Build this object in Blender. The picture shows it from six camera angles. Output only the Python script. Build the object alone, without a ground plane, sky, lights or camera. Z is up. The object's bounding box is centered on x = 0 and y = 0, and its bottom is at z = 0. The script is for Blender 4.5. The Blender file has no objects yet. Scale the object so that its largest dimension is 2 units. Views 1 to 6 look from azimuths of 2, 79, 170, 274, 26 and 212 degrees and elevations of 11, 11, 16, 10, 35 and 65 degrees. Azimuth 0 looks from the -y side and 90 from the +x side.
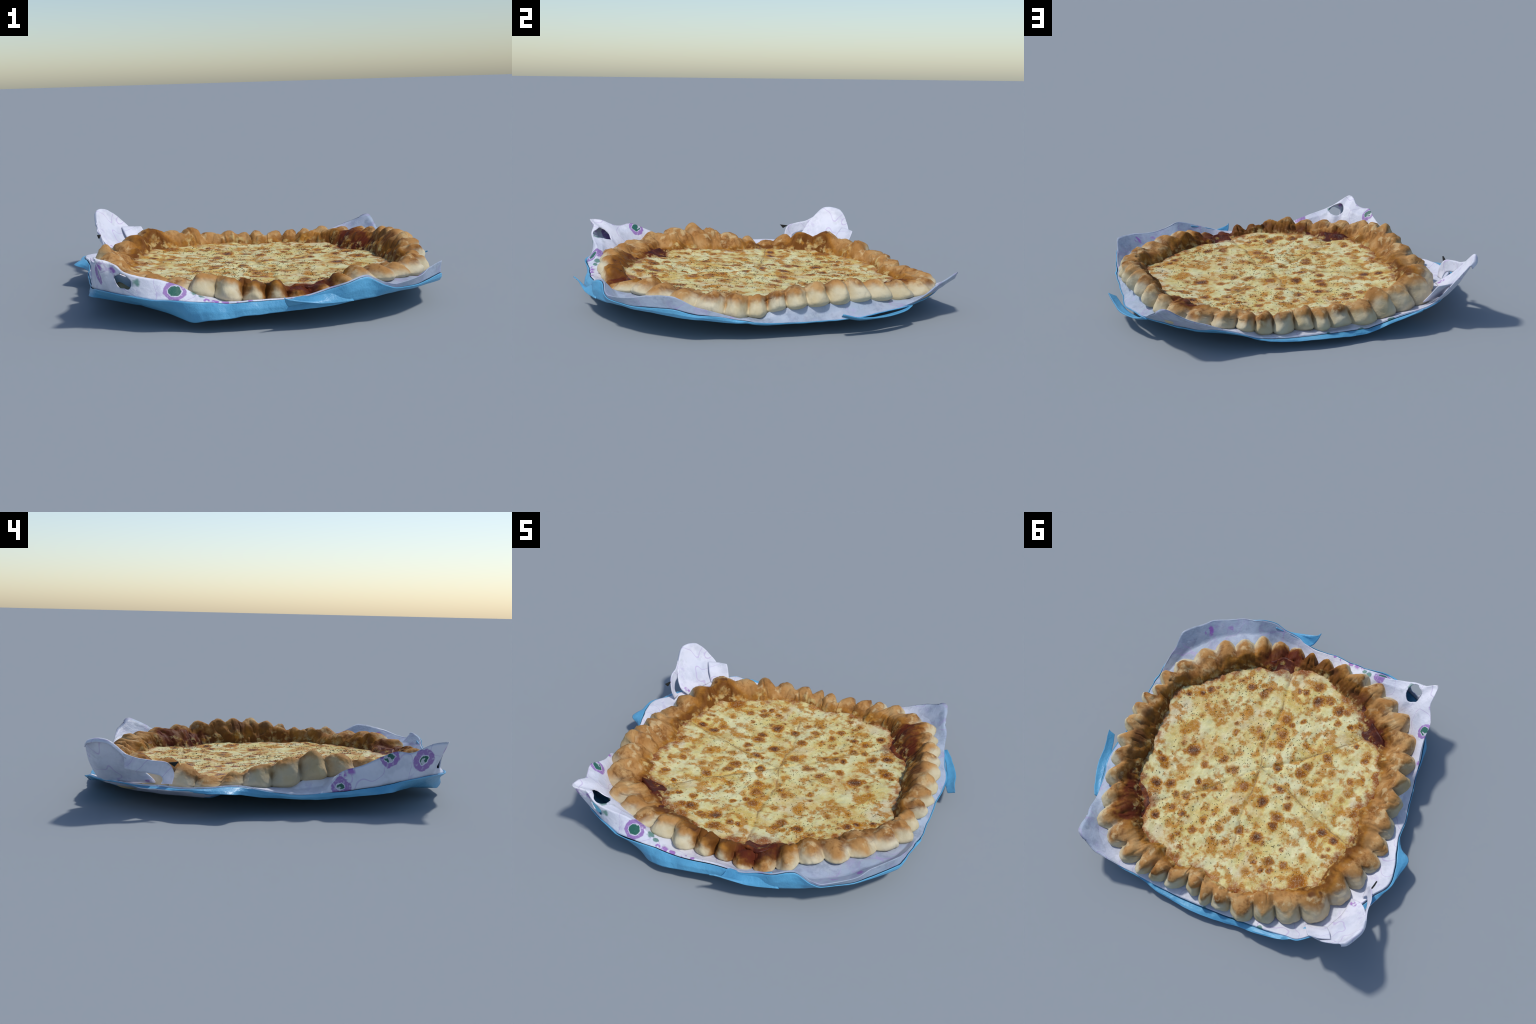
# Deep-dish cheese pizza with a scalloped crust, lying on a crumpled sheet of
# printed wrapping paper that is backed by a blue sheet.
import bpy, bmesh, math, random
import numpy as np
from mathutils import Vector, noise

random.seed(7)
RNG = np.random.default_rng(7)
CX, CY = 0.05, 0.03          # centre of the pizza; all polar tables are about it
TAU = 2 * math.pi


# ------------------------------------------------------------------ helpers
def pchip_periodic(ang, val):
    """Smooth periodic interpolation (no overshoot) of val over angle in degrees."""
    order = np.argsort(ang)
    a = np.asarray(ang, float)[order]
    v = np.asarray(val, float)[order]
    a = np.concatenate([a[-3:] - 360, a, a[:3] + 360])
    v = np.concatenate([v[-3:], v, v[:3]])
    h = np.diff(a)
    d = np.diff(v) / h
    m = np.zeros_like(v)
    for i in range(1, len(v) - 1):
        if d[i - 1] * d[i] > 0:
            w1, w2 = 2 * h[i] + h[i - 1], h[i] + 2 * h[i - 1]
            m[i] = (w1 + w2) / (w1 / d[i - 1] + w2 / d[i])

    def f(x):
        x = np.mod(np.asarray(x, float), 360)
        k = np.clip(np.searchsorted(a, x, side="right") - 1, 0, len(a) - 2)
        t = (x - a[k]) / h[k]
        return ((1 + 2 * t) * (1 - t) ** 2 * v[k] + t * (1 - t) ** 2 * h[k] * m[k]
                + t * t * (3 - 2 * t) * v[k + 1] + t * t * (t - 1) * h[k] * m[k + 1])
    return f


def smooth01(x, a, b):
    t = np.clip((np.asarray(x, float) - a) / (b - a), 0, 1)
    return t * t * (3 - 2 * t)


def fbm(x, y, z, scale, octaves=3, seed=0.0):
    return noise.fractal(Vector((x * scale + seed, y * scale - seed, z * scale + 3.1 * seed)), 1.0, 2.0, octaves)


def catmull(pts, n):
    """n samples through pts (k, 3), centripetal-like Catmull-Rom with clamped ends."""
    p = np.asarray(pts, float)
    p = np.vstack([2 * p[0] - p[1], p, 2 * p[-1] - p[-2]])
    u = np.linspace(0, len(p) - 3 - 1e-9, n)
    i = u.astype(int)
    t = (u - i)[:, None]
    a, b, c, d = p[i], p[i + 1], p[i + 2], p[i + 3]
    return 0.5 * (2 * b + (c - a) * t + (2 * a - 5 * b + 4 * c - d) * t * t + (3 * b - a - 3 * c + d) * t ** 3)


def new_object(name, verts, faces, mat, parent, smooth=True):
    me = bpy.data.meshes.new(name)
    me.from_pydata([tuple(map(float, v)) for v in verts], [], faces)
    me.update()
    if smooth:
        me.polygons.foreach_set("use_smooth", [True] * len(me.polygons))
    ob = bpy.data.objects.new(name, me)
    bpy.context.scene.collection.objects.link(ob)
    me.materials.append(mat)
    ob.parent = parent
    return ob


def empty(name, label, category):
    ob = bpy.data.objects.new(name, None)
    bpy.context.scene.collection.objects.link(ob)
    ob["label"], ob["category"] = label, category
    return ob


def ring_faces(nr, nt, keep=None):
    """Quads of a polar grid of nr rings of nt vertices, wound to face up/outwards."""
    out = []
    for r in range(nr - 1):
        for t in range(nt):
            t2 = (t + 1) % nt
            if keep is None or keep(r, t):
                out.append((r * nt + t, (r + 1) * nt + t, (r + 1) * nt + t2, r * nt + t2))
    return out


def thicken(ob, t, offset=-1.0):
    m = ob.modifiers.new("thickness", "SOLIDIFY")
    m.thickness, m.offset = t, offset
    return ob


# ------------------------------------------------------------------ node helpers
class Nodes:
    def __init__(self, name):
        self.mat = bpy.data.materials.new(name)
        self.mat.use_nodes = True
        self.t = self.mat.node_tree
        self.t.nodes.clear()
        self.out = self.t.nodes.new("ShaderNodeOutputMaterial")
        self.bsdf = self.t.nodes.new("ShaderNodeBsdfPrincipled")
        self.t.links.new(self.bsdf.outputs[0], self.out.inputs[0])
        self.co = self.t.nodes.new("ShaderNodeTexCoord").outputs["Object"]

    def put(self, sock, v):
        if hasattr(v, "is_output") or isinstance(v, bpy.types.NodeSocket):
            self.t.links.new(v, sock)
        else:
            sock.default_value = v

    def math(self, op, a, b=0.0, c=0.0, clamp=False):
        n = self.t.nodes.new("ShaderNodeMath")
        n.operation, n.use_clamp = op, clamp
        for s, v in zip(n.inputs, (a, b, c)):
            self.put(s, v)
        return n.outputs[0]

    def vmath(self, op, a, b=(0, 0, 0)):
        n = self.t.nodes.new("ShaderNodeVectorMath")
        n.operation = op
        self.put(n.inputs[0], a)
        if op == "SCALE":
            self.put(n.inputs["Scale"], b)
        else:
            self.put(n.inputs[1], b)
        return n.outputs["Value"] if op in ("DISTANCE", "LENGTH", "DOT_PRODUCT") else n.outputs[0]

    def noise(self, scale, detail=3, rough=0.55, vec=None, color=False, distortion=0.0):
        n = self.t.nodes.new("ShaderNodeTexNoise")
        self.put(n.inputs["Vector"], vec or self.co)
        n.inputs["Scale"].default_value = scale
        n.inputs["Detail"].default_value = detail
        n.inputs["Roughness"].default_value = rough
        n.inputs["Distortion"].default_value = distortion
        return n.outputs["Color" if color else "Fac"]

    def voronoi(self, scale, vec=None, feature="F1"):
        n = self.t.nodes.new("ShaderNodeTexVoronoi")
        n.feature = feature
        self.put(n.inputs["Vector"], vec or self.co)
        n.inputs["Scale"].default_value = scale
        return n.outputs

    def step(self, x, a, b, lo=0.0, hi=1.0):
        n = self.t.nodes.new("ShaderNodeMapRange")
        n.interpolation_type = "SMOOTHSTEP"
        self.put(n.inputs[0], x)
        for i, v in zip((1, 2, 3, 4), (a, b, lo, hi)):
            self.put(n.inputs[i], v)
        return n.outputs[0]

    def ramp(self, x, stops):
        n = self.t.nodes.new("ShaderNodeValToRGB")
        e = n.color_ramp.elements
        while len(e) < len(stops):
            e.new(0.5)
        for k, (p, c) in zip(e, stops):
            k.position, k.color = p, (*c, 1)
        self.put(n.inputs[0], x)
        return n.outputs[0]

    def mix(self, f, a, b):
        n = self.t.nodes.new("ShaderNodeMix")
        n.data_type = "RGBA"
        self.put(n.inputs[0], f)
        for s, v in ((n.inputs[6], a), (n.inputs[7], b)):
            self.put(s, (*v, 1) if isinstance(v, tuple) and len(v) == 3 else v)
        return n.outputs[2]

    def warped(self, scale, amount, detail=2):
        c = self.noise(scale, detail, color=True)
        c = self.vmath("SUBTRACT", c, (0.5, 0.5, 0.5))
        return self.vmath("ADD", self.co, self.vmath("SCALE", c, amount))

    def spots(self, pts, vec, core=0.55, edge=1.25):
        """Largest of soft round spots at pts = (x, y, z or None, radius, strength)."""
        best = None
        for x, y, z, r, s in pts:
            v = vec if z is not None else self.flat(vec)
            d = self.vmath("DISTANCE", v, (x, y, z or 0.0))
            k = self.step(d, r * core, r * edge, s, 0.0)
            best = k if best is None else self.math("MAXIMUM", best, k)
        return best

    def flat(self, vec):
        if not hasattr(self, "_flat"):
            self._flat = {}
        key = vec.node.name + vec.name
        if key not in self._flat:
            self._flat[key] = self.vmath("MULTIPLY", vec, (1, 1, 0))
        return self._flat[key]

    def polar(self, vec=None):
        p = self.vmath("SUBTRACT", self.flat(vec or self.co), (CX, CY, 0))
        s = self.t.nodes.new("ShaderNodeSeparateXYZ")
        self.put(s.inputs[0], p)
        a = self.math("ARCTAN2", s.outputs[1], s.outputs[0])
        a = self.math("FRACT", self.math("DIVIDE", a, TAU))
        return a, self.vmath("LENGTH", p)

    def curve(self, x, f, n=40, lo=0.0, hi=1.0):
        """Float curve of a periodic table over the angle (turns 0..1)."""
        nd = self.t.nodes.new("ShaderNodeFloatCurve")
        c = nd.mapping.curves[0]
        xs = np.linspace(0, 1, n)
        ys = (f(xs * 360) - lo) / (hi - lo)
        c.points[0].location = (0, float(ys[0]))
        c.points[1].location = (1, float(ys[-1]))
        for u, v in zip(xs[1:-1], ys[1:-1]):
            c.points.new(float(u), float(v))
        nd.mapping.update()
        self.put(nd.inputs["Value"], x)
        return self.math("MULTIPLY_ADD", nd.outputs[0], hi - lo, lo)

    def bump(self, h, strength, dist):
        n = self.t.nodes.new("ShaderNodeBump")
        n.inputs["Strength"].default_value = strength
        n.inputs["Distance"].default_value = dist
        self.put(n.inputs["Height"], h)
        self.t.links.new(n.outputs[0], self.bsdf.inputs["Normal"])

    def finish(self, color, rough=0.6, spec=0.3):
        self.put(self.bsdf.inputs["Base Color"], color)
        self.put(self.bsdf.inputs["Roughness"], rough)
        self.bsdf.inputs["Specular IOR Level"].default_value = spec
        return self.mat


# ------------------------------------------------------------------ shape tables
# Crust lobes: angle of the tip, radius of the tip, height of the top, height of the foot.
LOBES = [
    (2.0, 0.875, 0.233, 0.154), (9.3, 0.869, 0.245, 0.158), (18.0, 0.869, 0.255, 0.156), (25.0, 0.881, 0.246, 0.158),
    (33.4, 0.909, 0.235, 0.148), (41.5, 0.940, 0.221, 0.132), (49.2, 1.000, 0.198, 0.132), (58.1, 0.987, 0.190, 0.130),
    (66.0, 0.969, 0.188, 0.120), (73.0, 0.951, 0.167, 0.110), (77.7, 0.912, 0.160, 0.080), (84.9, 0.880, 0.159, 0.068),
    (93.1, 0.854, 0.165, 0.070), (98.3, 0.890, 0.160, 0.070), (104.3, 0.887, 0.173, 0.080), (113.5, 0.932, 0.165, 0.080),
    (122.1, 0.942, 0.210, 0.086), (129.3, 0.961, 0.208, 0.092), (139.7, 0.999, 0.230, 0.095), (151.1, 0.960, 0.224, 0.105),
    (157.9, 0.945, 0.212, 0.110), (167.1, 0.925, 0.157, 0.112), (173.1, 0.916, 0.189, 0.140), (181.1, 0.884, 0.224, 0.130),
    (191.3, 0.874, 0.256, 0.140), (199.8, 0.893, 0.292, 0.180), (208.1, 0.909, 0.275, 0.180), (217.2, 0.951, 0.250, 0.170),
    (228.4, 0.964, 0.230, 0.160), (236.1, 0.934, 0.228, 0.165), (244.8, 0.927, 0.215, 0.160), (252.2, 0.895, 0.247, 0.155),
    (261.3, 0.876, 0.225, 0.130), (269.4, 0.850, 0.195, 0.120), (276.4, 0.846, 0.200, 0.122), (283.2, 0.869, 0.155, 0.115),
    (291.3, 0.892, 0.165, 0.125), (298.2, 0.902, 0.200, 0.150), (306.4, 0.880, 0.226, 0.165), (314.9, 0.893, 0.215, 0.160),
    (323.5, 0.893, 0.205, 0.150), (335.2, 0.895, 0.206, 0.125), (342.9, 0.906, 0.206, 0.110), (349.8, 0.869, 0.200, 0.112),
    (355.5, 0.876, 0.222, 0.148)]
# Radius of the crest line of the crust.
CREST = [
    (1.9, 0.817), (8.9, 0.812), (17.5, 0.795), (26.2, 0.802), (34.6, 0.850), (42.7, 0.885), (51.9, 0.932), (57.4, 0.922),
    (64.5, 0.904), (72.8, 0.894), (78.9, 0.864), (85.8, 0.828), (93.5, 0.815), (102.7, 0.817), (111.4, 0.838),
    (120.7, 0.855), (128.9, 0.880), (138.2, 0.900), (148, 0.870), (157, 0.845), (171.9, 0.850), (179.4, 0.828), (189.4, 0.808),
    (198.2, 0.824), (208.6, 0.838), (216, 0.89), (228.3, 0.90), (236, 0.871), (250.7, 0.832), (260.2, 0.825),
    (269.1, 0.813), (276.5, 0.802), (284, 0.81), (293, 0.815), (300, 0.785), (307, 0.762), (314, 0.785), (323, 0.81), (335.4, 0.830),
    (347.4, 0.822), (353.5, 0.814)]
# Radius where the filling meets the crust.
INNER = [
    (0.9, 0.704), (15.0, 0.690), (19.7, 0.698), (33.2, 0.742), (47.4, 0.735), (55.1, 0.773), (63.2, 0.796), (71.0, 0.748),
    (80.9, 0.769), (91.1, 0.716), (100.2, 0.758), (114.4, 0.771), (129.4, 0.770), (140.9, 0.812), (143.2, 0.823),
    (150.1, 0.771), (156.2, 0.742), (165.1, 0.738), (173.5, 0.710), (185.0, 0.661), (188.5, 0.678), (199.5, 0.710),
    (213.8, 0.731), (230.8, 0.704), (244.6, 0.722), (253.5, 0.709), (269.5, 0.741), (281.7, 0.706), (288.4, 0.733),
    (293.8, 0.695), (301.9, 0.706), (314.0, 0.698), (332.6, 0.713), (343.6, 0.766), (354.5, 0.715)]
# How far the sauce stain climbs over the crust: angle, fraction of its width.
STAIN = [
    (0, .30), (10, .28), (20, .22), (30, .30), (40, .5), (48, .62), (55, .38), (65, .22), (75, .18), (90, .08), (110, .02),
    (125, .02), (138, .35), (146, .48), (153, .42), (163, .30), (172, .30), (182, .16), (190, .12), (200, .08), (215, .15), (225, .36),
    (235, .24), (245, .46), (255, .50), (262, .62), (270, .85), (277, .95), (284, .95), (290, .75), (297, .55), (306, .34),
    (316, .28), (325, .12), (340, .15), (350, .28)]
# Where the cheese draws back from the crust and bares the sauce: angle, angular width, depth.
BARE = [(289, 8, .065), (45, 8, .085), (226, 7.5, .060), (33, 7, .025), (243, 8, .022), (165, 7, .014)]
# Wrapping paper rim, outer hem of the paper and lowest edge of the blue sheet, about the world origin.
RIM = [
    (0, .925, .085), (10, .925, .083), (18, .955, .085), (24, .982, .092), (30, .992, .10), (38, 1.035, .115), (44, 1.09, .16), (47.5, 1.112, .195),
    (50, 1.15, .225), (52.5, 1.172, .243), (55, 1.16, .222), (58, 1.146, .197), (61, 1.11, .172), (65, 1.062, .135), (70, 1.01, .10),
    (75.4, .972, .068), (82.6, .940, .056), (94.2, .918, .056), (108.9, .930, .056), (119.2, .988, .098), (124.6, 1.026, .114),
    (128.6, 1.06, .130), (135, 1.05, .128), (142, 1.03, .128), (149, 1.005, .131), (155.3, .991, .134), (161.3, 1.003, .136),
    (168, .96, .142), (172.2, .919, .148), (179, .875, .134), (186, .865, .115), (193.1, .856, .106), (200.5, .862, .116), (203, .868, .16),
    (205.7, .878, .205), (213, .900, .237), (217.2, .93, .270), (221, .975, .298), (224.5, 1.0, .292), (228, 1.02, .31), (230.5, 1.07, .34), (232.8, 1.112, .349),
    (234.8, 1.052, .324), (238.1, 1.033, .282), (241.5, .986, .254), (245.8, .933, .234), (250.8, .900, .205), (256, .893, .165),
    (260, .893, .142), (266.3, .886, .132), (269.8, .882, .134), (278.3, .873, .138), (285, .896, .146), (288.2, .925, .16), (293.4, .947, .186),
    (297.5, .982, .208), (303.2, .995, .232), (307.5, 1.04, .192), (310, 1.06, .182), (314, 1.065, .184), (318.9, 1.080, .200),
    (323.3, 1.067, .216), (330, 1.072, .226), (335.8, 1.025, .170), (341.5, .996, .142), (346.9, .962, .112), (352, .95, .095)]
HEM = [  # lower edge of the white outside, only where the paper folds over its rim
    (193, .856, .104), (206.7, .876, .112), (213, .915, .130), (219.4, .95, .145), (225, .99, .162), (229, 1.01, .170), (232.8, 1.02, .172), (236, 1.01, .166),
    (241, .995, .157), (246, .985, .151), (251.8, .950, .148), (258.6, .905, .134), (266.3, .890, .128)]
LOW = [
    (0, .925, .070), (10, .925, .070), (20, .955, .074), (30, .97, .080), (38.4, .985, .082), (47, 1.0, .084),
    (55, 1.015, .088), (64, 1.01, .088), (69.1, 1.0, .082), (77.1, .992, .054), (84.1, .973, .040), (95.7, .968, .042),
    (107, .965, .032), (116, 1.005, .074), (125, 1.05, .112), (128.6, 1.05, .115), (134, 1.03, .108), (142, 1.01, .112), (149.1, 1.04, .120), (156, 1.028, .122),
    (165.5, 1.010, .118), (172.5, 1.003, .118), (174.2, .985, .116), (175.5, .93, .106), (180.8, .875, .090), (188, .862, .082), (196.6, .860, .076), (205.5, .875, .082),
    (213, .93, .097), (219, .972, .108), (228, .915, .098), (236.7, .882, .086), (246, .890, .068), (251, .910, .055), (255.6, .928, .044),
    (260.5, .935, .056), (268.2, .915, .068), (279.2, .900, .080), (285, .92, .090), (294.9, .97, .108), (303.2, 1.0, .122), (314.3, 1.03, .132),
    (319, 1.045, .132), (326, 1.05, .13), (332.3, 1.05, .120), (340.9, .99, .098), (347.7, .975, .090), (352, .945, .076)]


def about_pizza(table):
    """Re-express (angle, r, z) about the origin as angle, r, z about the pizza's centre."""
    out = []
    for a, r, z in table:
        x, y = r * math.cos(math.radians(a)) - CX, r * math.sin(math.radians(a)) - CY
        out.append((math.degrees(math.atan2(y, x)) % 360, math.hypot(x, y), z))
    return np.array(out)


L = np.array(LOBES)
f_tip = pchip_periodic(L[:, 0], L[:, 1])
f_top = pchip_periodic(L[:, 0], L[:, 2])
f_foot = pchip_periodic(L[:, 0], L[:, 3])
f_crest = pchip_periodic(*zip(*CREST))
f_inner = pchip_periodic(*zip(*INNER))
f_stain = pchip_periodic(*zip(*STAIN))
_rim, _low, _hem = about_pizza(RIM), about_pizza(LOW), about_pizza(HEM)
f_rim_r, f_rim_z = pchip_periodic(_rim[:, 0], _rim[:, 1]), pchip_periodic(_rim[:, 0], _rim[:, 2])
f_low_r, f_low_z = pchip_periodic(_low[:, 0], _low[:, 1]), pchip_periodic(_low[:, 0], _low[:, 2])
_hem_lo, _hem_hi = _hem[:, 0].min(), _hem[:, 0].max()


# Elsewhere the paper is turned over its rim and covers part of the outer wall: angle, share of the wall.
TURNOVER = [(0, 0), (36, 0), (44, .7), (52, .9), (60, .8), (68, .1), (72, 0), (297, 0), (304, .15), (310, .55), (318, .7), (326, .62), (334, .5), (341, .2), (348, 0)]
f_turn = pchip_periodic(*zip(*TURNOVER))


def hem(theta):
    """Radius and height of the paper's outer hem; just below the rim where nothing folds over."""
    r, z = f_rim_r(theta) + 0.004, f_rim_z(theta) - 0.006
    k = f_turn(theta)
    r, z = r + k * (np.minimum(f_low_r(theta), r) - r), z + k * (f_low_z(theta) - z)
    hr, hz = np.interp(theta, _hem[:, 0], _hem[:, 1]), np.interp(theta, _hem[:, 0], _hem[:, 2])
    w = smooth01(theta, _hem_lo, _hem_lo + 6) * (1 - smooth01(theta, _hem_hi - 5, _hem_hi))
    return r * (1 - w) + (hr + 0.002) * w, np.minimum(z * (1 - w) + hz * w, z)


def lobe_phase(theta):
    """Index of the lobe at theta and position across it, -1 .. 1 from valley to valley."""
    a = L[:, 0]
    mid_hi = (a + np.roll(a, -1) + np.where(np.arange(len(a)) == len(a) - 1, 360, 0)) / 2
    edges = np.concatenate([[mid_hi[-1] - 360], mid_hi])
    k = np.searchsorted(edges, theta, side="right") - 1
    wrap = k >= len(a)
    kk = np.where(wrap, 0, k)
    tip = np.where(wrap, a[0] + 360, a[kk])
    lo = np.where(wrap, edges[0] + 360, edges[kk])
    hi = np.where(wrap, edges[1] + 360, edges[np.minimum(kk + 1, len(a))])
    phi = np.where(theta > tip, (theta - tip) / (hi - tip), (theta - tip) / (tip - lo))
    return kk, np.clip(phi, -1, 1)


def cheese_height(x, y):
    z = 0.1135 - 0.0237 * x - 0.0401 * y + 0.04 * x * x + 0.0193 * x * y + 0.0437 * y * y
    z = z + 0.014 * np.exp(-((x + .05) ** 2 + (y + .015) ** 2) / .04) + 0.006 * np.exp(-((x - .25) ** 2 + (y - .03) ** 2) / .03)
    return z


def bare(theta):
    out = np.zeros_like(np.asarray(theta, float))
    for a, w, d in BARE:
        u = (theta - a + 180) % 360 - 180
        out = out + d * np.exp(-(u / w) ** 2)
    return out


# ------------------------------------------------------------------ materials
# Browned blisters in the cheese: x, y, radius, strength.
BROWNED = [
    (0.700,-0.208,0.018,1), (0.635,-0.253,0.018,1), (0.592,-0.296,0.020,1), (0.375,-0.438,0.025,0.9), (0.308,-0.475,0.020,0.5), (-0.046,-0.530,0.028,1),
    (0.097,-0.545,0.018,0.9), (0.049,-0.560,0.018,0.9), (-0.121,-0.555,0.018,0.8), (-0.192,-0.534,0.030,0.95), (-0.238,-0.547,0.020,0.8), (-0.228,-0.452,0.018,0.7),
    (-0.307,-0.462,0.015,0.9), (-0.352,-0.501,0.017,0.85), (-0.034,-0.376,0.014,0.8), (0.072,-0.337,0.033,0.75), (0.026,-0.314,0.018,0.8), (0.304,-0.268,0.033,0.45),
    (0.188,-0.326,0.020,0.5), (0.550,-0.191,0.018,0.5), (0.587,0.035,0.025,0.5), (0.471,0.113,0.033,1), (0.510,0.144,0.018,0.6), (0.605,0.256,0.025,0.95),
    (0.640,0.236,0.015,0.7), (0.357,0.164,0.020,0.75), (0.305,-0.117,0.018,0.6), (0.144,-0.164,0.025,0.6), (0.039,-0.237,0.033,0.65), (0.019,-0.168,0.030,0.65),
    (-0.120,-0.241,0.020,0.6), (-0.394,-0.377,0.015,1), (-0.280,-0.224,0.028,0.8), (-0.491,-0.310,0.023,0.85), (-0.591,-0.251,0.020,0.95), (-0.530,-0.193,0.015,0.7),
    (-0.476,-0.149,0.023,0.65), (-0.353,-0.148,0.028,0.5), (-0.042,-0.024,0.023,1.1), (-0.184,-0.060,0.028,0.8), (0.076,0.173,0.030,0.75), (0.038,0.115,0.015,0.7),
    (0.335,0.279,0.018,1), (0.279,0.285,0.020,1), (0.237,0.267,0.018,0.95), (0.556,0.408,0.028,1), (0.474,0.370,0.025,0.95), (0.405,0.414,0.018,0.9),
    (0.348,0.389,0.023,0.8), (0.254,0.340,0.015,0.7), (0.384,0.491,0.018,0.8), (0.444,0.585,0.023,1.05), (0.308,0.503,0.018,1), (0.178,0.480,0.020,0.8),
    (0.281,0.659,0.020,0.6), (0.202,0.556,0.020,0.8), (-0.042,0.425,0.023,0.95), (0.042,0.337,0.025,0.8), (0.070,0.474,0.028,0.6), (-0.003,0.529,0.018,0.7),
    (-0.074,0.205,0.030,1), (-0.224,0.166,0.025,0.8), (-0.130,0.087,0.025,0.95), (-0.088,0.084,0.015,0.7), (-0.258,0.036,0.030,0.5), (-0.377,-0.001,0.020,0.6),
    (-0.196,0.253,0.028,0.85), (-0.202,0.310,0.025,0.9), (-0.154,0.416,0.030,1), (-0.441,0.269,0.028,0.6), (-0.471,0.212,0.023,1), (-0.558,0.219,0.023,1),
    (-0.214,0.556,0.015,0.85), (-0.273,0.580,0.018,0.85), (-0.327,0.558,0.018,0.8), (-0.378,0.495,0.023,0.7), (-0.452,0.399,0.023,0.5), (-0.495,0.542,0.043,0.75)]
# Cuts between the slices, from the middle outwards.
CUTS = [
    [(0.048, 0.029), (0.114, -0.14), (0.123, -0.355), (0.21, -0.66)],
    [(0.048, 0.029), (-0.06, -0.06), (-0.214, -0.216), (-0.431, -0.463)],
    [(0.048, 0.029), (-0.13, 0.06), (-0.322, 0.123), (-0.661, 0.213)],
    [(0.048, 0.029), (0.02, 0.18), (0.003, 0.322), (-0.079, 0.589)],
    [(0.048, 0.029), (0.17, 0.17), (0.284, 0.309), (0.547, 0.559)],
    [(0.233, 0.017), (0.28, -0.03), (0.348, -0.009)]]


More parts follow.
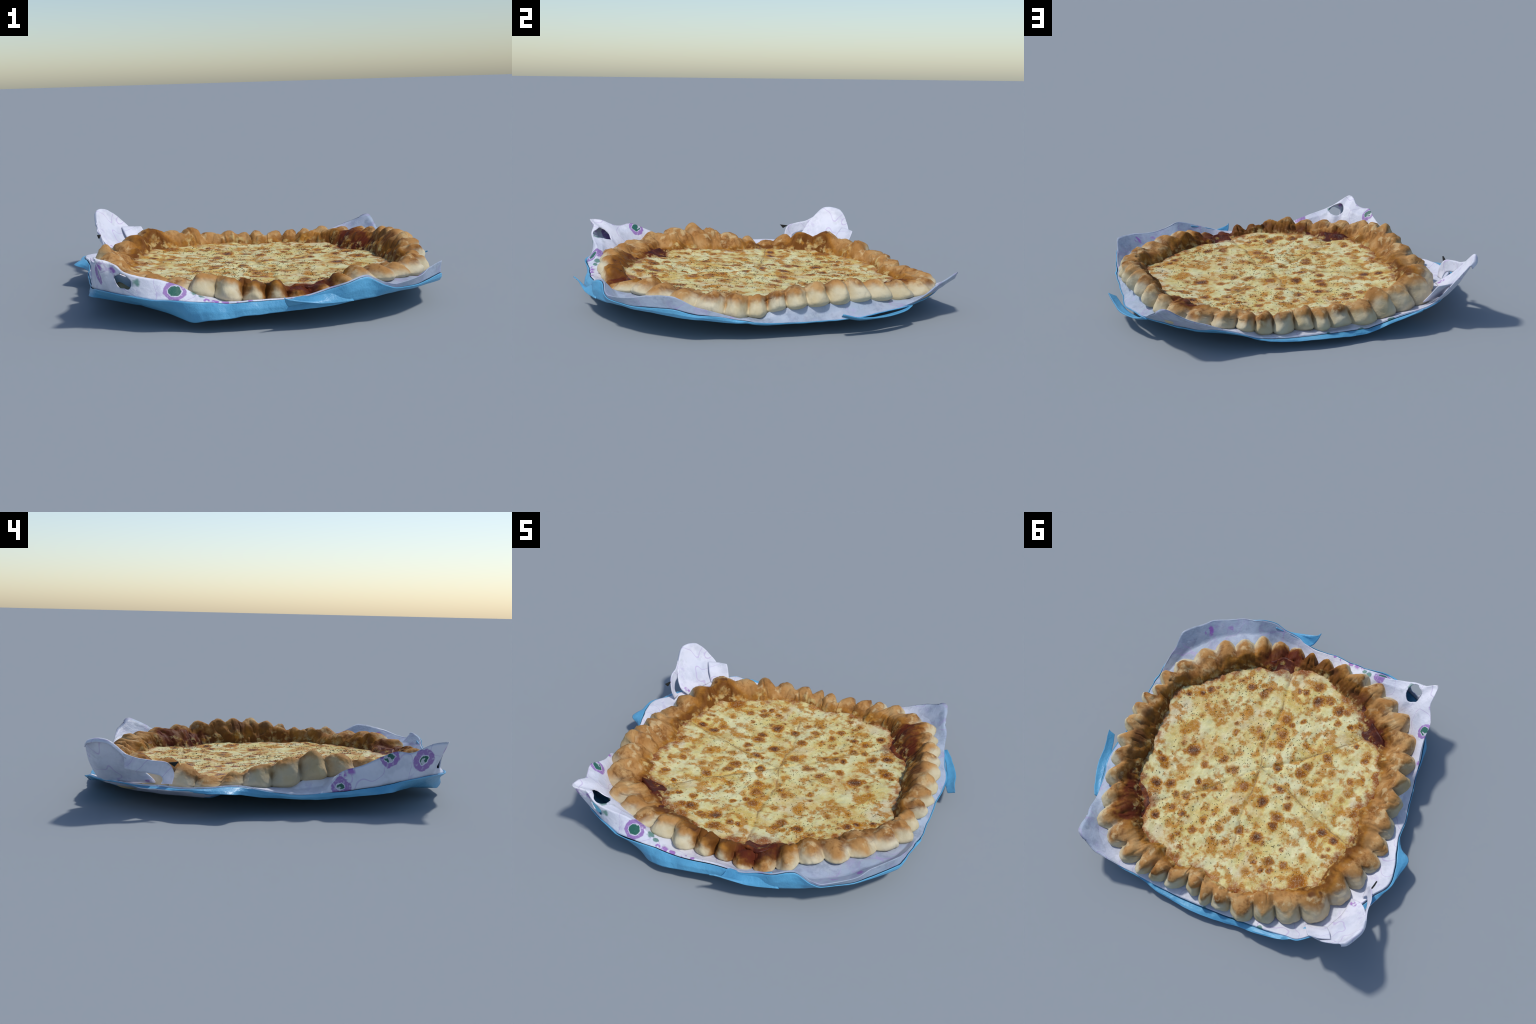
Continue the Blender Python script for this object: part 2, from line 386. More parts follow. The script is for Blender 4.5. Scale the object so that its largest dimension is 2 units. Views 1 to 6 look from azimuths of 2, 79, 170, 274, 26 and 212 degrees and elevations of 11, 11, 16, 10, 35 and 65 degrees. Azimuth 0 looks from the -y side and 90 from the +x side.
def cheese_material():
    n = Nodes("melted_browned_cheese")
    w = n.warped(9, 0.035, 3)
    w2 = n.vmath("ADD", n.warped(15, 0.045, 2), n.vmath("SCALE", n.vmath("SUBTRACT", n.noise(42, 2, color=True), (0.5, 0.5, 0.5)), 0.022))
    # pale ground: greenish cream, with yellower, whiter and rosier clouds
    base = n.ramp(n.noise(5.5, 4, 0.6), [(0.30, (0.73, 0.69, 0.43)), (0.5, (0.69, 0.635, 0.31)), (0.68, (0.66, 0.53, 0.17))])
    base = n.mix(n.step(n.noise(16, 3, 0.6), 0.55, 0.70, 0, 0.6), base, (0.80, 0.80, 0.60))
    base = n.mix(n.step(n.noise(4.5, 2), 0.57, 0.68, 0, 0.45), base, (0.64, 0.50, 0.36))
    # honey and amber stretches
    base = n.mix(n.step(n.noise(8, 4, 0.62, w), 0.44, 0.62, 0, 0.65), base, (0.57, 0.36, 0.06))
    base = n.mix(n.step(n.noise(15, 3, 0.62, w), 0.485, 0.61, 0, 0.9), base, (0.45, 0.185, 0.012))
    # small browned flecks from two cell layers
    for scale, seed, cut, s in ((10.5, 0.0, 0.48, 0.85), (17.0, 4.2, 0.55, 0.8)):
        v = n.voronoi(scale, n.flat(n.vmath("ADD", w2, (seed, seed * 0.7, 0))))
        col = n.t.nodes.new("ShaderNodeSeparateColor")
        n.put(col.inputs[0], v["Color"])
        size = n.math("MULTIPLY", n.math("MAXIMUM", n.math("SUBTRACT", col.outputs[0], cut), 0.0), 0.75)
        d = n.math("SUBTRACT", size, v["Distance"])
        base = n.mix(n.step(d, -0.18, 0.10, 0, s), base, (0.47, 0.195, 0.010))
        base = n.mix(n.step(d, -0.04, 0.18, 0, 0.85), base, (0.22, 0.062, 0.005))
    sp = n.spots([(x, y, None, r * 1.15, s) for x, y, r, s in BROWNED], w2, 0.15, 1.75)
    base = n.mix(n.step(sp, 0.06, 0.42, 0, 0.95), base, (0.50, 0.215, 0.012))
    base = n.mix(n.step(sp, 0.28, 0.65, 0, 0.92), base, (0.27, 0.082, 0.005))
    base = n.mix(n.step(sp, 0.65, 1.02, 0, 0.88), base, (0.085, 0.022, 0.007))
    # brownish thread along the slice cuts
    p = n.flat(w)
    near = None
    for c in CUTS:
        for (ax, ay), (bx, by) in zip(c[:-1], c[1:]):
            ab, l2 = (bx - ax, by - ay, 0), (bx - ax) ** 2 + (by - ay) ** 2
            pa = n.vmath("SUBTRACT", p, (ax, ay, 0))
            k = n.math("DIVIDE", n.vmath("DOT_PRODUCT", pa, ab), l2, clamp=True)
            dist = n.vmath("LENGTH", n.vmath("SUBTRACT", pa, n.vmath("SCALE", ab, k)))
            near = dist if near is None else n.math("MINIMUM", near, dist)
    thread = n.math("MULTIPLY", n.step(near, 0.001, 0.008, 1, 0), n.step(n.noise(9, 3), 0.38, 0.58))
    base = n.mix(n.math("MULTIPLY", n.step(near, 0.006, 0.024, 0.45, 0), n.step(n.noise(12, 2), 0.4, 0.6)), base, (0.55, 0.33, 0.06))
    base = n.mix(n.math("MULTIPLY", thread, 0.7), base, (0.24, 0.13, 0.045))
    # reddish orange, ragged rim where the filling meets crust and sauce
    a, r = n.polar(w2)
    gap = n.math("SUBTRACT", n.curve(a, f_inner, 60), r)
    gap = n.math("ADD", gap, n.math("MULTIPLY_ADD", n.noise(14, 4, 0.65), 0.24, -0.12))
    base = n.mix(n.step(gap, -0.02, 0.05, 0.9, 0.0), base, (0.40, 0.135, 0.022))
    bare_f = n.curve(a, lambda x: bare(np.asarray(x, float)), 90, 0, 0.1)
    base = n.mix(n.step(n.math("SUBTRACT", gap, bare_f), -0.04, 0.04, 0.8, 0.0), base, (0.22, 0.055, 0.014))
    # fine grain; the scan's tiny highlights painted on as pale specks
    base = n.mix(n.step(n.noise(120, 2, 0.6), 0.45, 0.75, 0.0, 0.25), base, (0.86, 0.84, 0.62))
    n.bump(n.math("ADD", n.math("MULTIPLY", n.noise(60, 3), 0.6), n.math("MULTIPLY", sp, -0.1)), 0.4, 0.01)
    return n.finish(base, n.step(n.noise(30, 2), 0.35, 0.65, 0.38, 0.65), 0.12)


def crust_material():
    n = Nodes("baked_dough")
    w = n.warped(7, 0.05, 3)
    a, r = n.polar(w)
    rin, rtip = n.curve(a, f_inner, 60), n.curve(a, f_tip, 60)
    t = n.math("DIVIDE", n.math("SUBTRACT", r, rin), n.math("SUBTRACT", rtip, rin))
    z = n.t.nodes.new("ShaderNodeSeparateXYZ")
    n.put(z.inputs[0], w)
    below = n.math("SUBTRACT", n.curve(a, f_top, 60, 0.0, 0.5), z.outputs[2])     # depth under the crest
    tan = n.ramp(n.noise(6, 4, 0.6), [(0.3, (0.34, 0.155, 0.044)), (0.5, (0.44, 0.23, 0.080)), (0.7, (0.52, 0.325, 0.14))])
    # toasted brown clouds on the tops, and paler floury ones
    tan = n.mix(n.step(n.noise(9, 4, 0.65, w), 0.48, 0.66, 0, 0.88), tan, (0.20, 0.075, 0.018))
    tan = n.mix(n.step(n.noise(17, 3, 0.6, w), 0.54, 0.68, 0, 0.65), tan, (0.62, 0.47, 0.25))
    tan = n.mix(n.step(n.noise(32, 4, 0.7, w), 0.60, 0.72, 0, 0.6), tan, (0.17, 0.062, 0.018))
    pale = n.ramp(n.noise(9, 3), [(0.35, (0.55, 0.46, 0.28)), (0.65, (0.63, 0.57, 0.41))])
    # unbrowned dough on the outer faces of the lobes
    fp = n.math("MULTIPLY", n.step(t, 0.45, 0.78), n.step(n.math("ADD", below, n.math("MULTIPLY", n.noise(18, 2), 0.03)), 0.024, 0.062))
    # the side away from the corner fold kept more pale dough
    fr = n.curve(a, pchip_periodic([0, 40, 90, 130, 180, 215, 245, 290, 330], [1, .95, .95, .85, .8, .55, .95, 1, 1]), 30)
    c = n.mix(n.math("MULTIPLY", fp, fr), tan, pale)
    # sauce stain climbing up the inside, dark where it is thick
    st = n.math("ADD", n.curve(a, f_stain, 60), 0.06)
    d = n.math("SUBTRACT", st, n.math("ADD", t, n.math("MULTIPLY_ADD", n.noise(15, 3, 0.6), 0.6, -0.3)))
    c = n.mix(n.step(d, -0.12, 0.16, 0, 0.9), c, n.ramp(n.noise(16, 3), [(0.35, (0.22, 0.085, 0.014)), (0.6, (0.36, 0.15, 0.022))]))
    c = n.mix(n.step(d, 0.08, 0.36, 0, 0.8), c, (0.125, 0.042, 0.010))
    red = n.step(n.curve(a, lambda x: bare(np.asarray(x, float)), 90, 0, 0.1), 0.006, 0.030)
    c = n.mix(n.math("MULTIPLY", red, n.math("MULTIPLY", n.step(d, -0.05, 0.25, 0, 0.92), n.step(n.noise(13, 3, 0.6), 0.36, 0.54, 0.35, 1))), c, (0.105, 0.020, 0.010))
    # smears of melted cheese low on the inner wall
    sm = n.math("MULTIPLY", n.step(n.math("ADD", t, n.math("MULTIPLY_ADD", n.noise(12, 4, 0.65), 0.6, -0.3)), 0.0, 0.16, 1, 0), n.step(n.noise(19, 3, 0.6), 0.44, 0.56))
    c = n.mix(n.math("MULTIPLY", sm, 0.8), c, n.ramp(n.noise(26, 3), [(0.4, (0.42, 0.19, 0.03)), (0.6, (0.60, 0.46, 0.20))]))
    # scorched marks
    SC = [(0.775, 0.24, .20, .060, 1.0), (0.811, 0.075, .22, .045, .75), (0.84, -0.07, .20, .035, .6), (0.79, 0.14, .2, .05, .6),
          (0.74, 0.36, .2, .06, .6), (-0.625, 0.598, .22, .024, 1.0), (-0.66, 0.565, .22, .016, 1.0), (-0.592, -0.668, .22, .013, .9),
          (-0.585, -0.564, .21, .034, .55), (0.72, -0.379, .19, .022, .9), (-0.696, -0.47, .23, .03, .5), (-0.05, -0.75, .2, .028, 1.0),
          (0.454, 0.851, .15, .03, .65), (0.584, 0.829, .16, .04, .55), (0.44, 0.803, .15, .014, .8), (-0.298, -0.689, .17, .05, .7),
          (-0.21, -0.694, .17, .05, .7), (0.64, -0.48, .18, .05, .6), (0.36, -0.72, .17, .06, .6), (0.56, -0.56, .2, .04, .6)]
    sc = n.spots(SC, w, 0.3, 1.5)
    c = n.mix(n.step(sc, 0.1, 1.0, 0, 0.85), c, (0.12, 0.045, 0.018))
    n.bump(n.noise(45, 4, 0.6), 0.3, 0.012)
    return n.finish(c, n.step(d, 0.0, 0.3, 0.7, 0.5), 0.06)


def sauce_material():
    n = Nodes("dark_tomato_sauce")
    c = n.ramp(n.noise(14, 4, 0.6), [(0.3, (0.050, 0.012, 0.009)), (0.5, (0.090, 0.020, 0.011)), (0.66, (0.26, 0.075, 0.018))])
    n.bump(n.noise(35, 3), 0.4, 0.012)
    return n.finish(c, 0.42, 0.12)


# Printed motifs on the paper: x, y, z, radius.
FLOWERS = [(-0.320, -0.864, .178, .062), (-0.700, -0.775, .252, .070), (-0.725, -0.601, .270, .055), (-0.815, -0.385, .135, .060),
           ]
STROKES = [(-0.80, -0.39, .195, .026), (-0.79, -0.43, .21, .026), (-0.80, -0.508, .168, .03), (-0.79, -0.56, .185, .026), (-0.80, -0.535, .2, .016),
           (-0.645, -0.885, .295, .034), (-0.135, -0.885, .134, .022), (-0.09, -0.885, .132, .018), (-0.175, -0.88, .14, .016), (-0.03, -0.882, .134, .018),
           (0.02, -0.88, .136, .015), (-0.60, -0.86, .28, .022), (-0.765, -0.66, .24, .018), (0.80, -0.63, .19, .04), (0.70, -0.72, .18, .03), (-0.84, 0.50, .15, .03)]
LEAVES = [(-0.522, -0.845, .248, .030), (-0.487, -0.884, .225, .026), (-0.235, -0.85, .165, .022), (-0.20, -0.862, .155, .016), (-0.752, -0.64, .235, .016),
          (-0.44, 0.875, .085, .02), (-0.28, 0.90, .056, .022), (-0.1, 0.925, .056, .018)]


def paper_material(name, bluish):
    n = Nodes(name)
    w = n.warped(26, 0.030, 2)
    c = n.ramp(n.noise(4, 3), [(0.35, (0.66, 0.68, 0.78)), (0.65, (0.76, 0.76, 0.84))])
    # baked shadow on the right-hand paper, painted into its colour as grey-blue
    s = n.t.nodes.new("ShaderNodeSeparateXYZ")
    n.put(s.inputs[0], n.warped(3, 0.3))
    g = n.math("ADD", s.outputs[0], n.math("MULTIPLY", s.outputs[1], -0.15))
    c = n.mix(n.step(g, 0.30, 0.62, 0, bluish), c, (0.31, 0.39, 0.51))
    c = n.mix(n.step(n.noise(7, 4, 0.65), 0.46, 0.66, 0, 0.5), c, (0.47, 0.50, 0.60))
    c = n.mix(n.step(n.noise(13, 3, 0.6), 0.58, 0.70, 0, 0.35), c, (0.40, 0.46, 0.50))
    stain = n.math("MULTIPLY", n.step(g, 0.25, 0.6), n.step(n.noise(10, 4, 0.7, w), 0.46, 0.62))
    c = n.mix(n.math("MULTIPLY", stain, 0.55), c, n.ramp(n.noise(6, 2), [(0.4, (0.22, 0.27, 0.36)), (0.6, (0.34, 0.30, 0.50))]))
    # faint curling outlines
    ln = n.math("ABSOLUTE", n.math("SUBTRACT", n.noise(6, 1, 0.4), 0.52))
    c = n.mix(n.step(ln, 0.003, 0.008, 0.38, 0), c, (0.40, 0.24, 0.56))
    blot = n.math("MULTIPLY", n.step(n.noise(8, 2), 0.58, 0.68), n.step(n.noise(30, 3), 0.45, 0.6))
    c = n.mix(n.math("MULTIPLY", blot, 0.35), c, (0.42, 0.36, 0.60))
    leaf = n.spots([(*p, 1.0) for p in LEAVES], w, 0.65, 1.05)
    c = n.mix(n.math("MULTIPLY", leaf, 0.85), c, (0.05, 0.20, 0.15))
    st = n.spots([(*p, 1.0) for p in STROKES], w, 0.6, 1.05)
    st = n.math("MULTIPLY", st, n.step(n.noise(28, 2), 0.42, 0.52))
    c = n.mix(n.math("MULTIPLY", st, 0.85), c, (0.32, 0.09, 0.46))
    fl = n.spots([(*p, 1.0) for p in FLOWERS], w, 0.0, 1.0)
    petal = n.math("MULTIPLY", n.step(fl, 0.02, 0.08), n.step(fl, 0.42, 0.5, 1, 0))
    petal = n.math("MULTIPLY", petal, n.step(n.noise(70, 2), 0.3, 0.5, 0.55, 1))
    c = n.mix(n.math("MULTIPLY", petal, 0.85), c, (0.26, 0.10, 0.40))
    c = n.mix(n.math("MULTIPLY", n.step(fl, 0.50, 0.58), n.step(n.noise(40, 1), 0.36, 0.42, 0.3, 1)), c, (0.025, 0.13, 0.10))
    n.bump(n.noise(18, 4, 0.6), 0.35, 0.015)
    return n.finish(c, 0.5, 0.35)


def blue_material():
    n = Nodes("blue_backing_paper")
    c = n.ramp(n.noise(5, 3, 0.6), [(0.3, (0.085, 0.33, 0.56)), (0.55, (0.115, 0.40, 0.645)), (0.75, (0.17, 0.47, 0.70))])
    n.bump(n.noise(12, 4, 0.65), 0.4, 0.02)
    return n.finish(c, 0.42, 0.4)


def herb_material():
    n = Nodes("dried_herbs")
    c = n.ramp(n.noise(40, 1), [(0.35, (0.022, 0.026, 0.012)), (0.65, (0.085, 0.082, 0.028))])
    return n.finish(c, 0.8, 0.2)


def dark_material():
    n = Nodes("dark_torn_paper")
    return n.finish(n.ramp(n.noise(20, 2), [(0.3, (0.012, 0.013, 0.012)), (0.7, (0.025, 0.026, 0.024))]), 0.7, 0.2)


M_CHEESE, M_CRUST, M_SAUCE = cheese_material(), crust_material(), sauce_material()
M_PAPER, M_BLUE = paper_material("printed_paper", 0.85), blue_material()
M_HERB, M_DARK = herb_material(), dark_material()

pizza = empty("pizza", "deep cheese pizza with browned scalloped crust", "pizza")
wrapper = empty("wrapping_paper", "crumpled floral wrapping paper backed with blue", "wrapping paper")


# ------------------------------------------------------------------ crust
def build_crust():
    nt, ns = 1440, 36
    th = np.arange(nt) * 360 / nt
    k, phi = lobe_phase(th)
    ap = np.abs(phi)
    rng = np.random.default_rng(11)
    depth = rng.uniform(0.055, 0.100, len(L))
    vdrop = rng.uniform(0.020, 0.036, len(L))
    # one depth per valley so that neighbours meet: blend a lobe's value with the next one's
    nxt, prv = (k + 1) % len(L), (k - 1) % len(L)
    side = np.where(phi > 0, nxt, prv)
    dep = (depth[k] + depth[side]) / 2
    drp = (vdrop[k] + vdrop[side]) / 2
    # the broad dark dip in front has almost no lobes on top
    bulge = np.power(np.clip(1 - ap ** 2.0, 0, 1), 0.62)          # plump, with a crease between lobes
    wave = np.power(0.5 + 0.5 * np.cos(np.pi * phi), 0.6)        # softer scallop along the top
    rt, rc = f_tip(th), f_crest(th)
    ri = f_inner(th) + np.array([0.016 * fbm(math.cos(a), math.sin(a), 0, 11, 3, 40.0) for a in np.radians(th)])
    zt, zf = f_top(th), f_foot(th)
    rt_o = rt - dep * (1 - bulge)
    rf_o = rt - 0.6 * dep * (1 - bulge)
    rs_o = rt - dep * 0.85 * (1 - wave)
    zt_o = zt - drp * (1 - wave) + 0.003
    rc_o = np.minimum(rc - 0.010 * (1 - wave), rs_o - 0.022)
    ang = np.radians(th)
    zi = cheese_height(CX + ri * np.cos(ang), CY + ri * np.sin(ang))
    h_in, h_out, w_in = zt - 0.35 * (zt - zt_o) - 0.008 - zi, zt_o - zf, rc - 0.5 * (rc - rc_o) - ri
    f_plump = pchip_periodic([0, 20, 40, 52, 65, 85, 110, 125, 145, 163, 178, 200, 225, 250, 262, 285, 300, 320, 340],
                             [.7, .7, .75, 1, 1, .8, .7, .9, .7, .35, .15, 0, 0, .25, .4, .5, .9, .9, .8])
    pl = f_plump(th)                                  # how steep and full the inner wall stands
    ctrl = np.array([
        [ri - 0.05, zi - 0.045], [ri - 0.012, zi - 0.012], [ri + (0.32 - 0.20 * pl) * w_in, zi + (0.24 + 0.22 * pl) * h_in], [ri + (0.66 - 0.18 * pl) * w_in, zi + (0.70 + 0.20 * pl) * h_in],
        [rc_o, zt_o], [rc_o + 0.66 * (rs_o - rc_o), zt_o - 0.15 * h_out], [0.5 * (rt_o + rs_o) - 0.004, zt_o - 0.42 * h_out], [rt_o + 0.010, zt_o - 0.66 * h_out],
        [rf_o + 0.008, zf + 0.04 * h_out], [rf_o - 0.03, zf - 0.022], [rf_o - 0.12, zf - 0.035]])          # (11, 2, nt)
    verts = np.zeros((ns, nt, 3))
    for j in range(nt):
        c = catmull(ctrl[:, :, j], ns)
        verts[:, j, 0] = CX + c[:, 0] * math.cos(ang[j])
        verts[:, j, 1] = CY + c[:, 0] * math.sin(ang[j])
        verts[:, j, 2] = c[:, 1]
    # lumps, dents and finger folds of the dough
    for i in range(ns):
        s = i / (ns - 1)
        amt = min(1, s * 5) * min(1, (1 - s) * 5)
        for j in range(nt):
            x, y, z = verts[i, j]
            d = 0.014 * fbm(x, y, z, 7, 2, 1.7) + 0.008 * fbm(x, y, z, 18, 3, 5.1)
            fold = fbm(x, y, z * 0.3, 9, 2, 9.0)
            d -= 0.006 * max(0.0, 1 - abs(fold) * 9) * (0.4 if s > 0.5 else 1.0)
            ca, sa = math.cos(ang[j]), math.sin(ang[j])
            d *= 1.9 if s < 0.36 else 1.0
            nr = -0.5 if s < 0.35 else (0.2 if s < 0.5 else 0.9)
            verts[i, j] += amt * d * np.array([nr * ca, nr * sa, 0.85 if s < 0.55 else 0.25])
    return new_object("crust", verts.reshape(-1, 3), ring_faces(ns, nt), M_CRUST, pizza)


# ------------------------------------------------------------------ cheese, sauce, herbs
_cut_pts = [catmull([(*p, 0) for p in c], 60)[:, :2] for c in CUTS]


def groove(x, y):
    """Depth of the slice cuts at x, y."""
    g = 0.0
    for c in _cut_pts:
        d2 = (c[:, 0] - x) ** 2 + (c[:, 1] - y) ** 2
        m = float(d2.min())
        if m < 0.004:
            g = max(g, math.exp(-m / 0.00016))
    return g


def filling_surface(x, y):
    z = float(cheese_height(x, y))
    z += 0.0075 * fbm(x, y, 0, 7, 3, 2.0) + 0.0035 * fbm(x, y, 0, 22, 3, 8.0)
    return z - 0.003 - 0.007 * groove(x, y) * (0.6 + 0.8 * fbm(x, y, 0, 6, 2, 15.0))


def build_cheese():
    nt, nr = 480, 120
    th = np.arange(nt) * 360 / nt
    ang = np.radians(th)
    edge = f_inner(th) + 0.030 - bare(th)
    edge += np.array([0.014 * fbm(math.cos(a), math.sin(a), 0, 9, 3, 4.4) for a in ang]) * (0.3 + 14 * bare(th))
    verts = []
    for i in range(nr):
        s = (i / (nr - 1)) ** 0.85 if i else 0.004
        for j in range(nt):
            r = edge[j] * s
            x, y = CX + r * math.cos(ang[j]), CY + r * math.sin(ang[j])
            z = filling_surface(x, y)
            lip = edge[j] - r
            if lip < 0.05:                       # the melted edge thins out
                z -= 0.013 * (1 - lip / 0.05) ** 2
            verts.append((x, y, z))
    faces = ring_faces(nr, nt)
    faces.append(tuple(range(nt)))
    return new_object("cheese_topping", verts, faces, M_CHEESE, pizza)


def build_sauce():
    nt, nr = 480, 22
    th = np.arange(nt) * 360 / nt
    ang = np.radians(th)
    ri = f_inner(th)
    open_ = np.clip(bare(th) / 0.04, 0, 1)          # sauce shows only where the cheese drew back
    verts = []
    for i in range(nr):
        s = i / (nr - 1)
        for j in range(nt):
            r = ri[j] - 0.16 + 0.20 * s
            x, y = CX + r * math.cos(ang[j]), CY + r * math.sin(ang[j])
            z = float(cheese_height(x, y)) - 0.014 + 0.006 * fbm(x, y, 0, 16, 3, 12.0)
            z += (0.030 * open_[j] - 0.006) * max(0.0, (s - 0.7) / 0.3) ** 1.5 - 0.012 * (1 - open_[j])
            verts.append((x, y, z))
    return thicken(new_object("tomato_sauce", verts, ring_faces(nr, nt), M_SAUCE, pizza), 0.02)


def build_herbs():
    """Loose dried herb flecks, too small to pick apart, joined into one part."""
    rng = np.random.default_rng(23)
    verts, faces = [], []
    made = 0
    while made < 1500:
        r, a = 0.74 * math.sqrt(rng.random()), rng.random() * TAU
        x, y = CX + r * math.cos(a), CY + r * math.sin(a)
        if r > float(f_inner(math.degrees(a))) - 0.04:
            continue
        dense = 0.30 + 0.9 * fbm(x, y, 0, 3.0, 2, 31.0)
        if y < -0.1 or abs(x) < 0.3:
            dense += 0.2
        if rng.random() > dense:
            continue
        ln, wd = rng.uniform(0.0022, 0.0062), rng.uniform(0.0013, 0.0022)
        t = rng.random() * math.pi
        ca, sa = math.cos(t), math.sin(t)
        z = filling_surface(x, y) + 0.0012
        b = len(verts)
        for u, v, h in ((ln, 0, 0), (0, wd, 0), (-ln, 0, 0.0004), (0, -wd, 0), (0, 0, 0.0016), (0, 0, -0.0016)):
            verts.append((x + u * ca - v * sa, y + u * sa + v * ca, z + h))
        for p, q in ((0, 1), (1, 2), (2, 3), (3, 0)):
            faces += [(b + p, b + q, b + 4), (b + q, b + p, b + 5)]
        made += 1
    ob = new_object("herb_flecks", verts, faces, M_HERB, pizza, smooth=False)
    ob["kind"] = "stuff"
    return ob


# ------------------------------------------------------------------ wrapping paper
def wrinkle(x, y, z, amt):
    """Crumpled paper: flat facets meeting in sharp folds, plus soft waves."""
    p = Vector((x + 0.05 * fbm(x, y, z, 4, 2, 8.0), y + 0.05 * fbm(x, y, z, 4, 2, 18.0), 0.6 * z))
    big = noise.voronoi(p * 6.5)[0][0]
    small = noise.voronoi(p * 15 + Vector((3, 1, 2)))[0][0]
    return amt * (1.9 * (big - 0.42) + 0.8 * (small - 0.42) + 0.6 * fbm(x, y, z, 5, 2, 3.0))


def polar_sheet(name, sections, nt, seg, mat, wr, keep=None, thick=0.005):
    """Loft of closed polar rings: sections = [(r(theta), z(theta), wrinkle weight)]."""
    th = np.arange(nt) * 360 / nt
    ang = np.radians(th)
    P = np.array([[np.broadcast_to(r, nt), np.broadcast_to(z, nt), np.broadcast_to(w, nt)] for r, z, w in sections])
    rings = []
    for a, b in zip(P[:-1], P[1:]):
        for t in np.arange(seg) / seg:
            rings.append(a * (1 - t) + b * t)
    rings.append(P[-1])
    R = np.array(rings)
    nr = len(R)
    verts = []
    for i in range(nr):
        for j in range(nt):
            r, z, w = R[i, 0, j], R[i, 1, j], R[i, 2, j]
            x, y = CX + r * math.cos(ang[j]), CY + r * math.sin(ang[j])
            d = wrinkle(x, y, z, wr) * w
            verts.append((x + 0.6 * d * math.cos(ang[j]), y + 0.6 * d * math.sin(ang[j]), z + 0.7 * d))
    vv = np.array(verts)

    def keep_face(i, j):
        return keep is None or keep(vv[i * nt + j], i / (nr - 1) * (len(sections) - 1))
    ob = new_object(name, verts, ring_faces(nr, nt, keep_face), mat, wrapper)
    return thicken(ob, thick)


TH = np.arange(720) * 0.5
rt_s, zf_s = f_tip(TH), f_foot(TH)
rim_r, rim_z = f_rim_r(TH), f_rim_z(TH)
rim_r = np.maximum(rim_r, rt_s - 0.004)
hem_r, hem_z = hem(TH)
hem_r = np.where(f_turn(TH) > 0.05, hem_r, np.maximum(hem_r, rim_r + 0.003 - 0.2 * ((TH > 190) & (TH < 270))))
low_r, low_z = f_low_r(TH), f_low_z(TH)


def tear_window(ob):
    """Smooth ragged tear through the folded corner: from the floor behind the fold out through its face."""
    a, b = Vector((-.552, -.772, .300)), Vector((-.540, -.910, .180))
    bm = bmesh.new()
    bmesh.ops.create_icosphere(bm, subdivisions=4, radius=1.0)
    rot = (b - a).to_track_quat("Z", "Y").to_matrix()
    for v in bm.verts:
        u, w, h = v.co
        fat = (1 - h ** 6) ** 0.5 / max(1e-3, math.sqrt(max(0.0, 1 - h * h)) + 0.02)       # blunt ends
        wide = 1.25 - 0.45 * h                                                          # wider at the floor end
        p = Vector((u * fat * 0.034 * wide, w * fat * 0.026 * wide ** 2, h * (b - a).length / 2)) * (1 + 0.22 * noise.noise(v.co * 1.7))
        v.co = rot @ p + (a + b) / 2
    me = bpy.data.meshes.new("cutter")
    bm.to_mesh(me)
    bm.free()
    cut = bpy.data.objects.new("cutter", me)
    bpy.context.scene.collection.objects.link(cut)
    m = ob.modifiers.new("tear", "BOOLEAN")
    m.operation, m.solver, m.object = "DIFFERENCE", "EXACT", cut
    bpy.context.view_layer.update()
    done = bpy.data.meshes.new_from_object(ob.evaluated_get(bpy.context.evaluated_depsgraph_get()))
    ob.modifiers.clear()
    ob.data = done
    bpy.data.objects.remove(cut)
    return ob


def build_paper():
    foot_r = rt_s - 0.035
    foot_z = zf_s - 0.010
    up = smooth01(rim_z - foot_z, -0.02, 0.03)
    lean = np.clip((rim_r - foot_r), 0.0, 1)
    fold = smooth01(TH, 205, 220) * (1 - smooth01(TH, 244, 256))      # the stiff tube-like corner fold
    mid_r = foot_r + (0.42 + 0.13 * up) * lean
    sag = smooth01(TH, 296, 306) * (1 - smooth01(TH, 332, 344))
    mid_z = foot_z + (rim_z - foot_z) * (0.66 - 0.28 * up + 0.34 * fold) - 0.028 * sag
    sections = [
        (rt_s - 0.30, np.minimum(zf_s, rim_z) * 0.5 + 0.012, 0.0), (foot_r, foot_z, 0.0), (mid_r, mid_z, 0.8), (rim_r, rim_z, 0.45), (hem_r, hem_z, 0.45)]
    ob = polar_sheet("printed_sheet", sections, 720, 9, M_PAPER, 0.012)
    return tear_window(ob)


def build_blue():
    bulge = np.exp(-((TH - 247.5) / 4.5) ** 2)
    b_r, b_z = hem_r + 0.007 + 0.008 * bulge, hem_z + 0.0
    lo_r = np.maximum(low_r, rt_s * 0.9)
    sections = [(b_r, b_z, 0.3), (0.45 * b_r + 0.55 * lo_r + 0.004, 0.45 * b_z + 0.55 * low_z, 0.9), (lo_r, low_z, 0.5),
                (0.45 * lo_r + 0.42, np.minimum(low_z * 0.80, zf_s - 0.045), 0.1), (0.72, np.minimum(low_z * 0.45 + 0.012, zf_s - 0.05), 0.0),
                (0.50, 0.018, 0.0), (0.22, 0.001, 0.0), (0.02, 0.0, 0.0)]
    ob = polar_sheet("blue_sheet", sections, 720, 6, M_BLUE, 0.012, None, 0.004)
    # towards the back left corner the sheet is turned and shows its pale side underneath
    ob.data.materials.append(M_PAPER)
    for p in ob.data.polygons:
        a = math.degrees(math.atan2(p.center.y, p.center.x)) % 360
        ring = p.index // 720
        if 132 < a < 166 + 3 * math.sin(p.center.x * 40) and 11 <= ring < 24:
            p.material_index = 1
    return ob


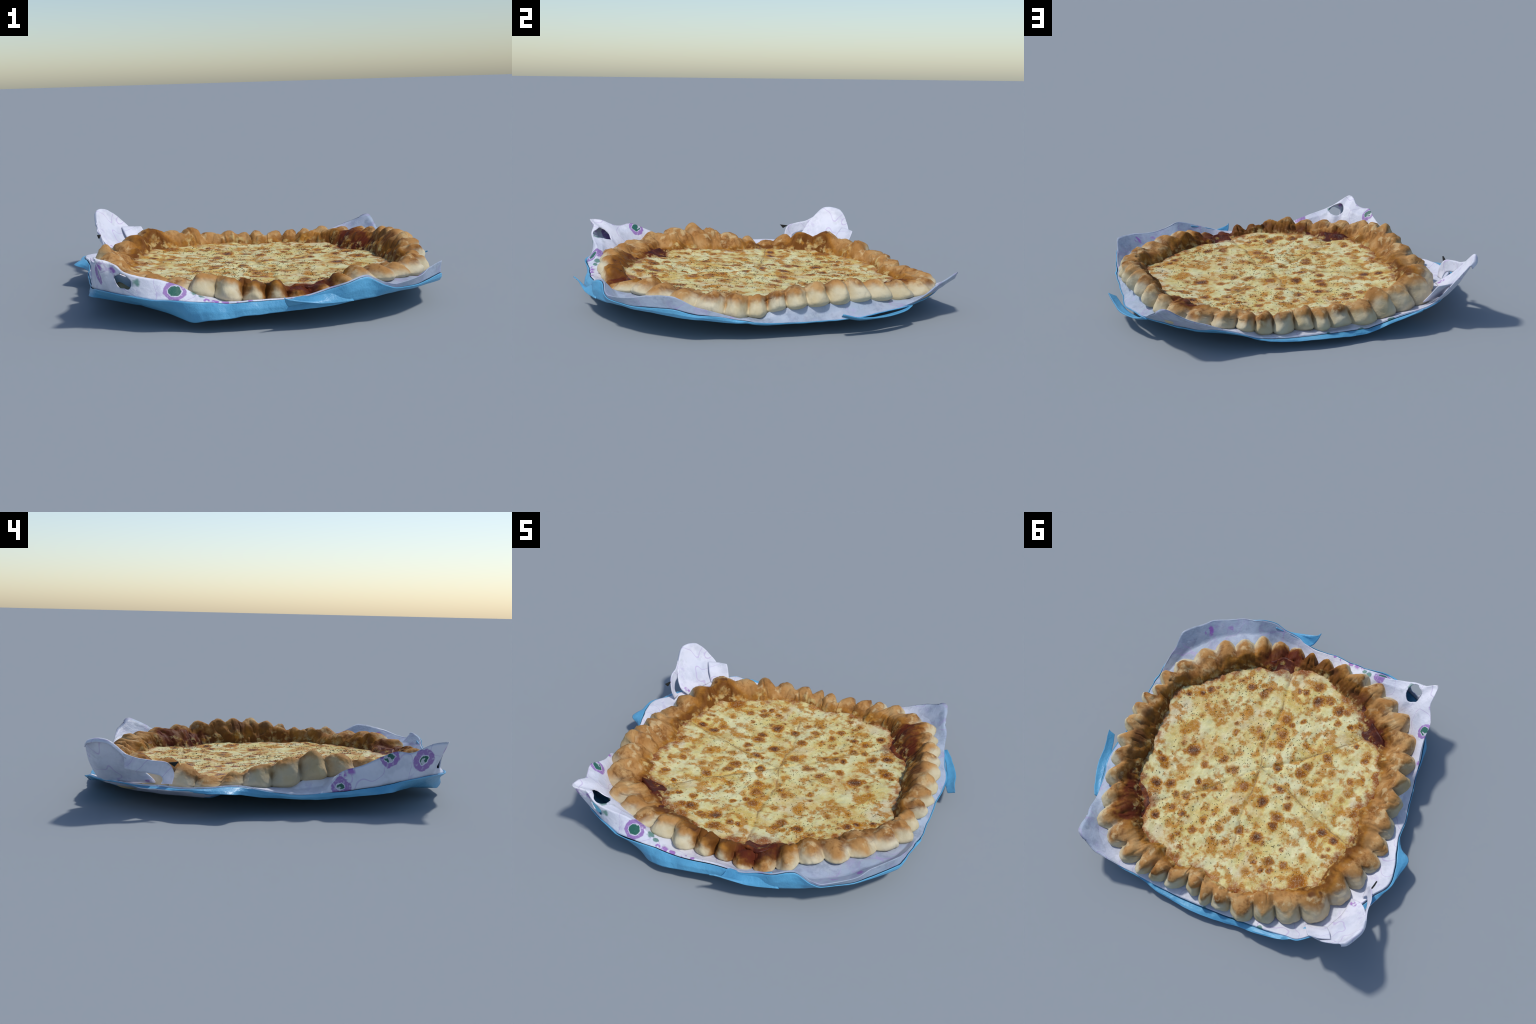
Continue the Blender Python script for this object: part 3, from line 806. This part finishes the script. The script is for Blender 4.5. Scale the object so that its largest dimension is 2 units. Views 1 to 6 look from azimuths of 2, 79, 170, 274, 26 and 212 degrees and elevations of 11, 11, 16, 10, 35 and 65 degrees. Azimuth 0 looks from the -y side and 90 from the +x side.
def patch(name, rows, mat, nu=28, nv=36, thick=0.006, wr=0.006, parent=None):
    """Paper flap: smooth surface through rows of 3D control points."""
    g = np.array([catmull(r, nv) for r in rows])                       # rows x nv x 3
    g = np.stack([catmull(g[:, j], nu) for j in range(nv)], axis=1)    # nu x nv x 3
    verts = []
    for i in range(nu):
        for j in range(nv):
            x, y, z = g[i, j]
            d = wrinkle(x, y, z, wr)
            verts.append((x + 0.7 * d, y + 0.5 * d, z + 0.4 * d))
    faces = [(i * nv + j, i * nv + j + 1, (i + 1) * nv + j + 1, (i + 1) * nv + j) for i in range(nu - 1) for j in range(nv - 1)]
    return thicken(new_object(name, verts, faces, mat, parent or wrapper), thick, 0.0)


def build_flaps():
    # tall flap standing at the back left corner
    patch("corner_flap", [
        [(-.70, .775, .120), (-.76, .725, .120), (-.785, .66, .122), (-.81, .58, .126), (-.815, .48, .13)],
        [(-.745, .790, .168), (-.80, .740, .160), (-.825, .67, .160), (-.85, .59, .162), (-.865, .485, .158)],
        [(-.79, .800, .222), (-.845, .755, .215), (-.872, .69, .215), (-.89, .61, .208), (-.905, .515, .196)],
        [(-.855, .795, .285), (-.888, .762, .283), (-.915, .70, .284), (-.93, .632, .27), (-.935, .555, .243)],
        [(-.895, .785, .314), (-.918, .765, .334), (-.945, .708, .346), (-.958, .655, .332), (-.945, .585, .272)],
        [(-.905, .79, .300), (-.935, .772, .322), (-.965, .705, .333), (-.972, .655, .320), (-.955, .59, .262)]], M_PAPER)
    # second fold next to it, towards the back
    patch("corner_flap", [
        [(-.655, .735, .115), (-.715, .715, .12), (-.775, .69, .125)],
        [(-.685, .775, .17), (-.74, .755, .175), (-.80, .72, .18)],
        [(-.715, .803, .220), (-.765, .795, .224), (-.83, .765, .226)]], M_PAPER, 14, 18)
    # thin bent strip running off the flap
    patch("torn_strip", [
        [(-.955, .60, .285), (-.935, .54, .262), (-.925, .475, .252), (-.895, .41, .238), (-.872, .385, .19), (-.86, .395, .135)],
        [(-.945, .60, .21), (-.925, .545, .198), (-.915, .495, .192), (-.893, .447, .178), (-.88, .435, .155), (-.865, .445, .135)]], M_PAPER, 8, 36, 0.005, 0.003)
    s = [(-.894, .408, .240), (-.900, .358, .246), (-.897, .378, .222)]
    v = [(x + k * 0.004, y, z) for k in (-1, 1) for x, y, z in s]
    new_object("torn_scrap", v, [(0, 2, 1), (3, 4, 5), (0, 1, 4, 3), (1, 2, 5, 4), (2, 0, 3, 5)], M_DARK, wrapper, False)
    # blue spikes of the backing sheet
    patch("blue_flap", [
        [(.21, -.862, .138), (.27, -.872, .150), (.345, -.868, .172), (.44, -.856, .195)],
        [(.195, -.905, .112), (.26, -.912, .128), (.345, -.895, .145), (.455, -.862, .165)],
        [(.178, -.945, .142), (.235, -.930, .138), (.34, -.910, .134), (.47, -.868, .135)],
        [(.172, -.977, .168), (.200, -.952, .152), (.32, -.922, .126), (.48, -.870, .118)]], M_BLUE, 20, 30)
    patch("blue_flap", [
        [(.955, .262, .105), (.915, .36, .074), (.88, .48, .078), (.835, .60, .09), (.80, .66, .105)],
        [(.985, .262, .119), (.945, .355, .084), (.905, .48, .080), (.852, .60, .090), (.812, .66, .105)],
        [(.998, .257, .126), (.968, .35, .098), (.930, .48, .088), (.872, .60, .096), (.828, .658, .112)]], M_BLUE, 14, 36)


build_crust()
build_cheese()
build_sauce()
build_herbs()
build_paper()
build_blue()
build_flaps()

# nothing may dip under the ground
for ob in bpy.data.objects:
    if ob.type == "MESH":
        for v in ob.data.vertices:
            v.co.z = max(v.co.z, 0.0)
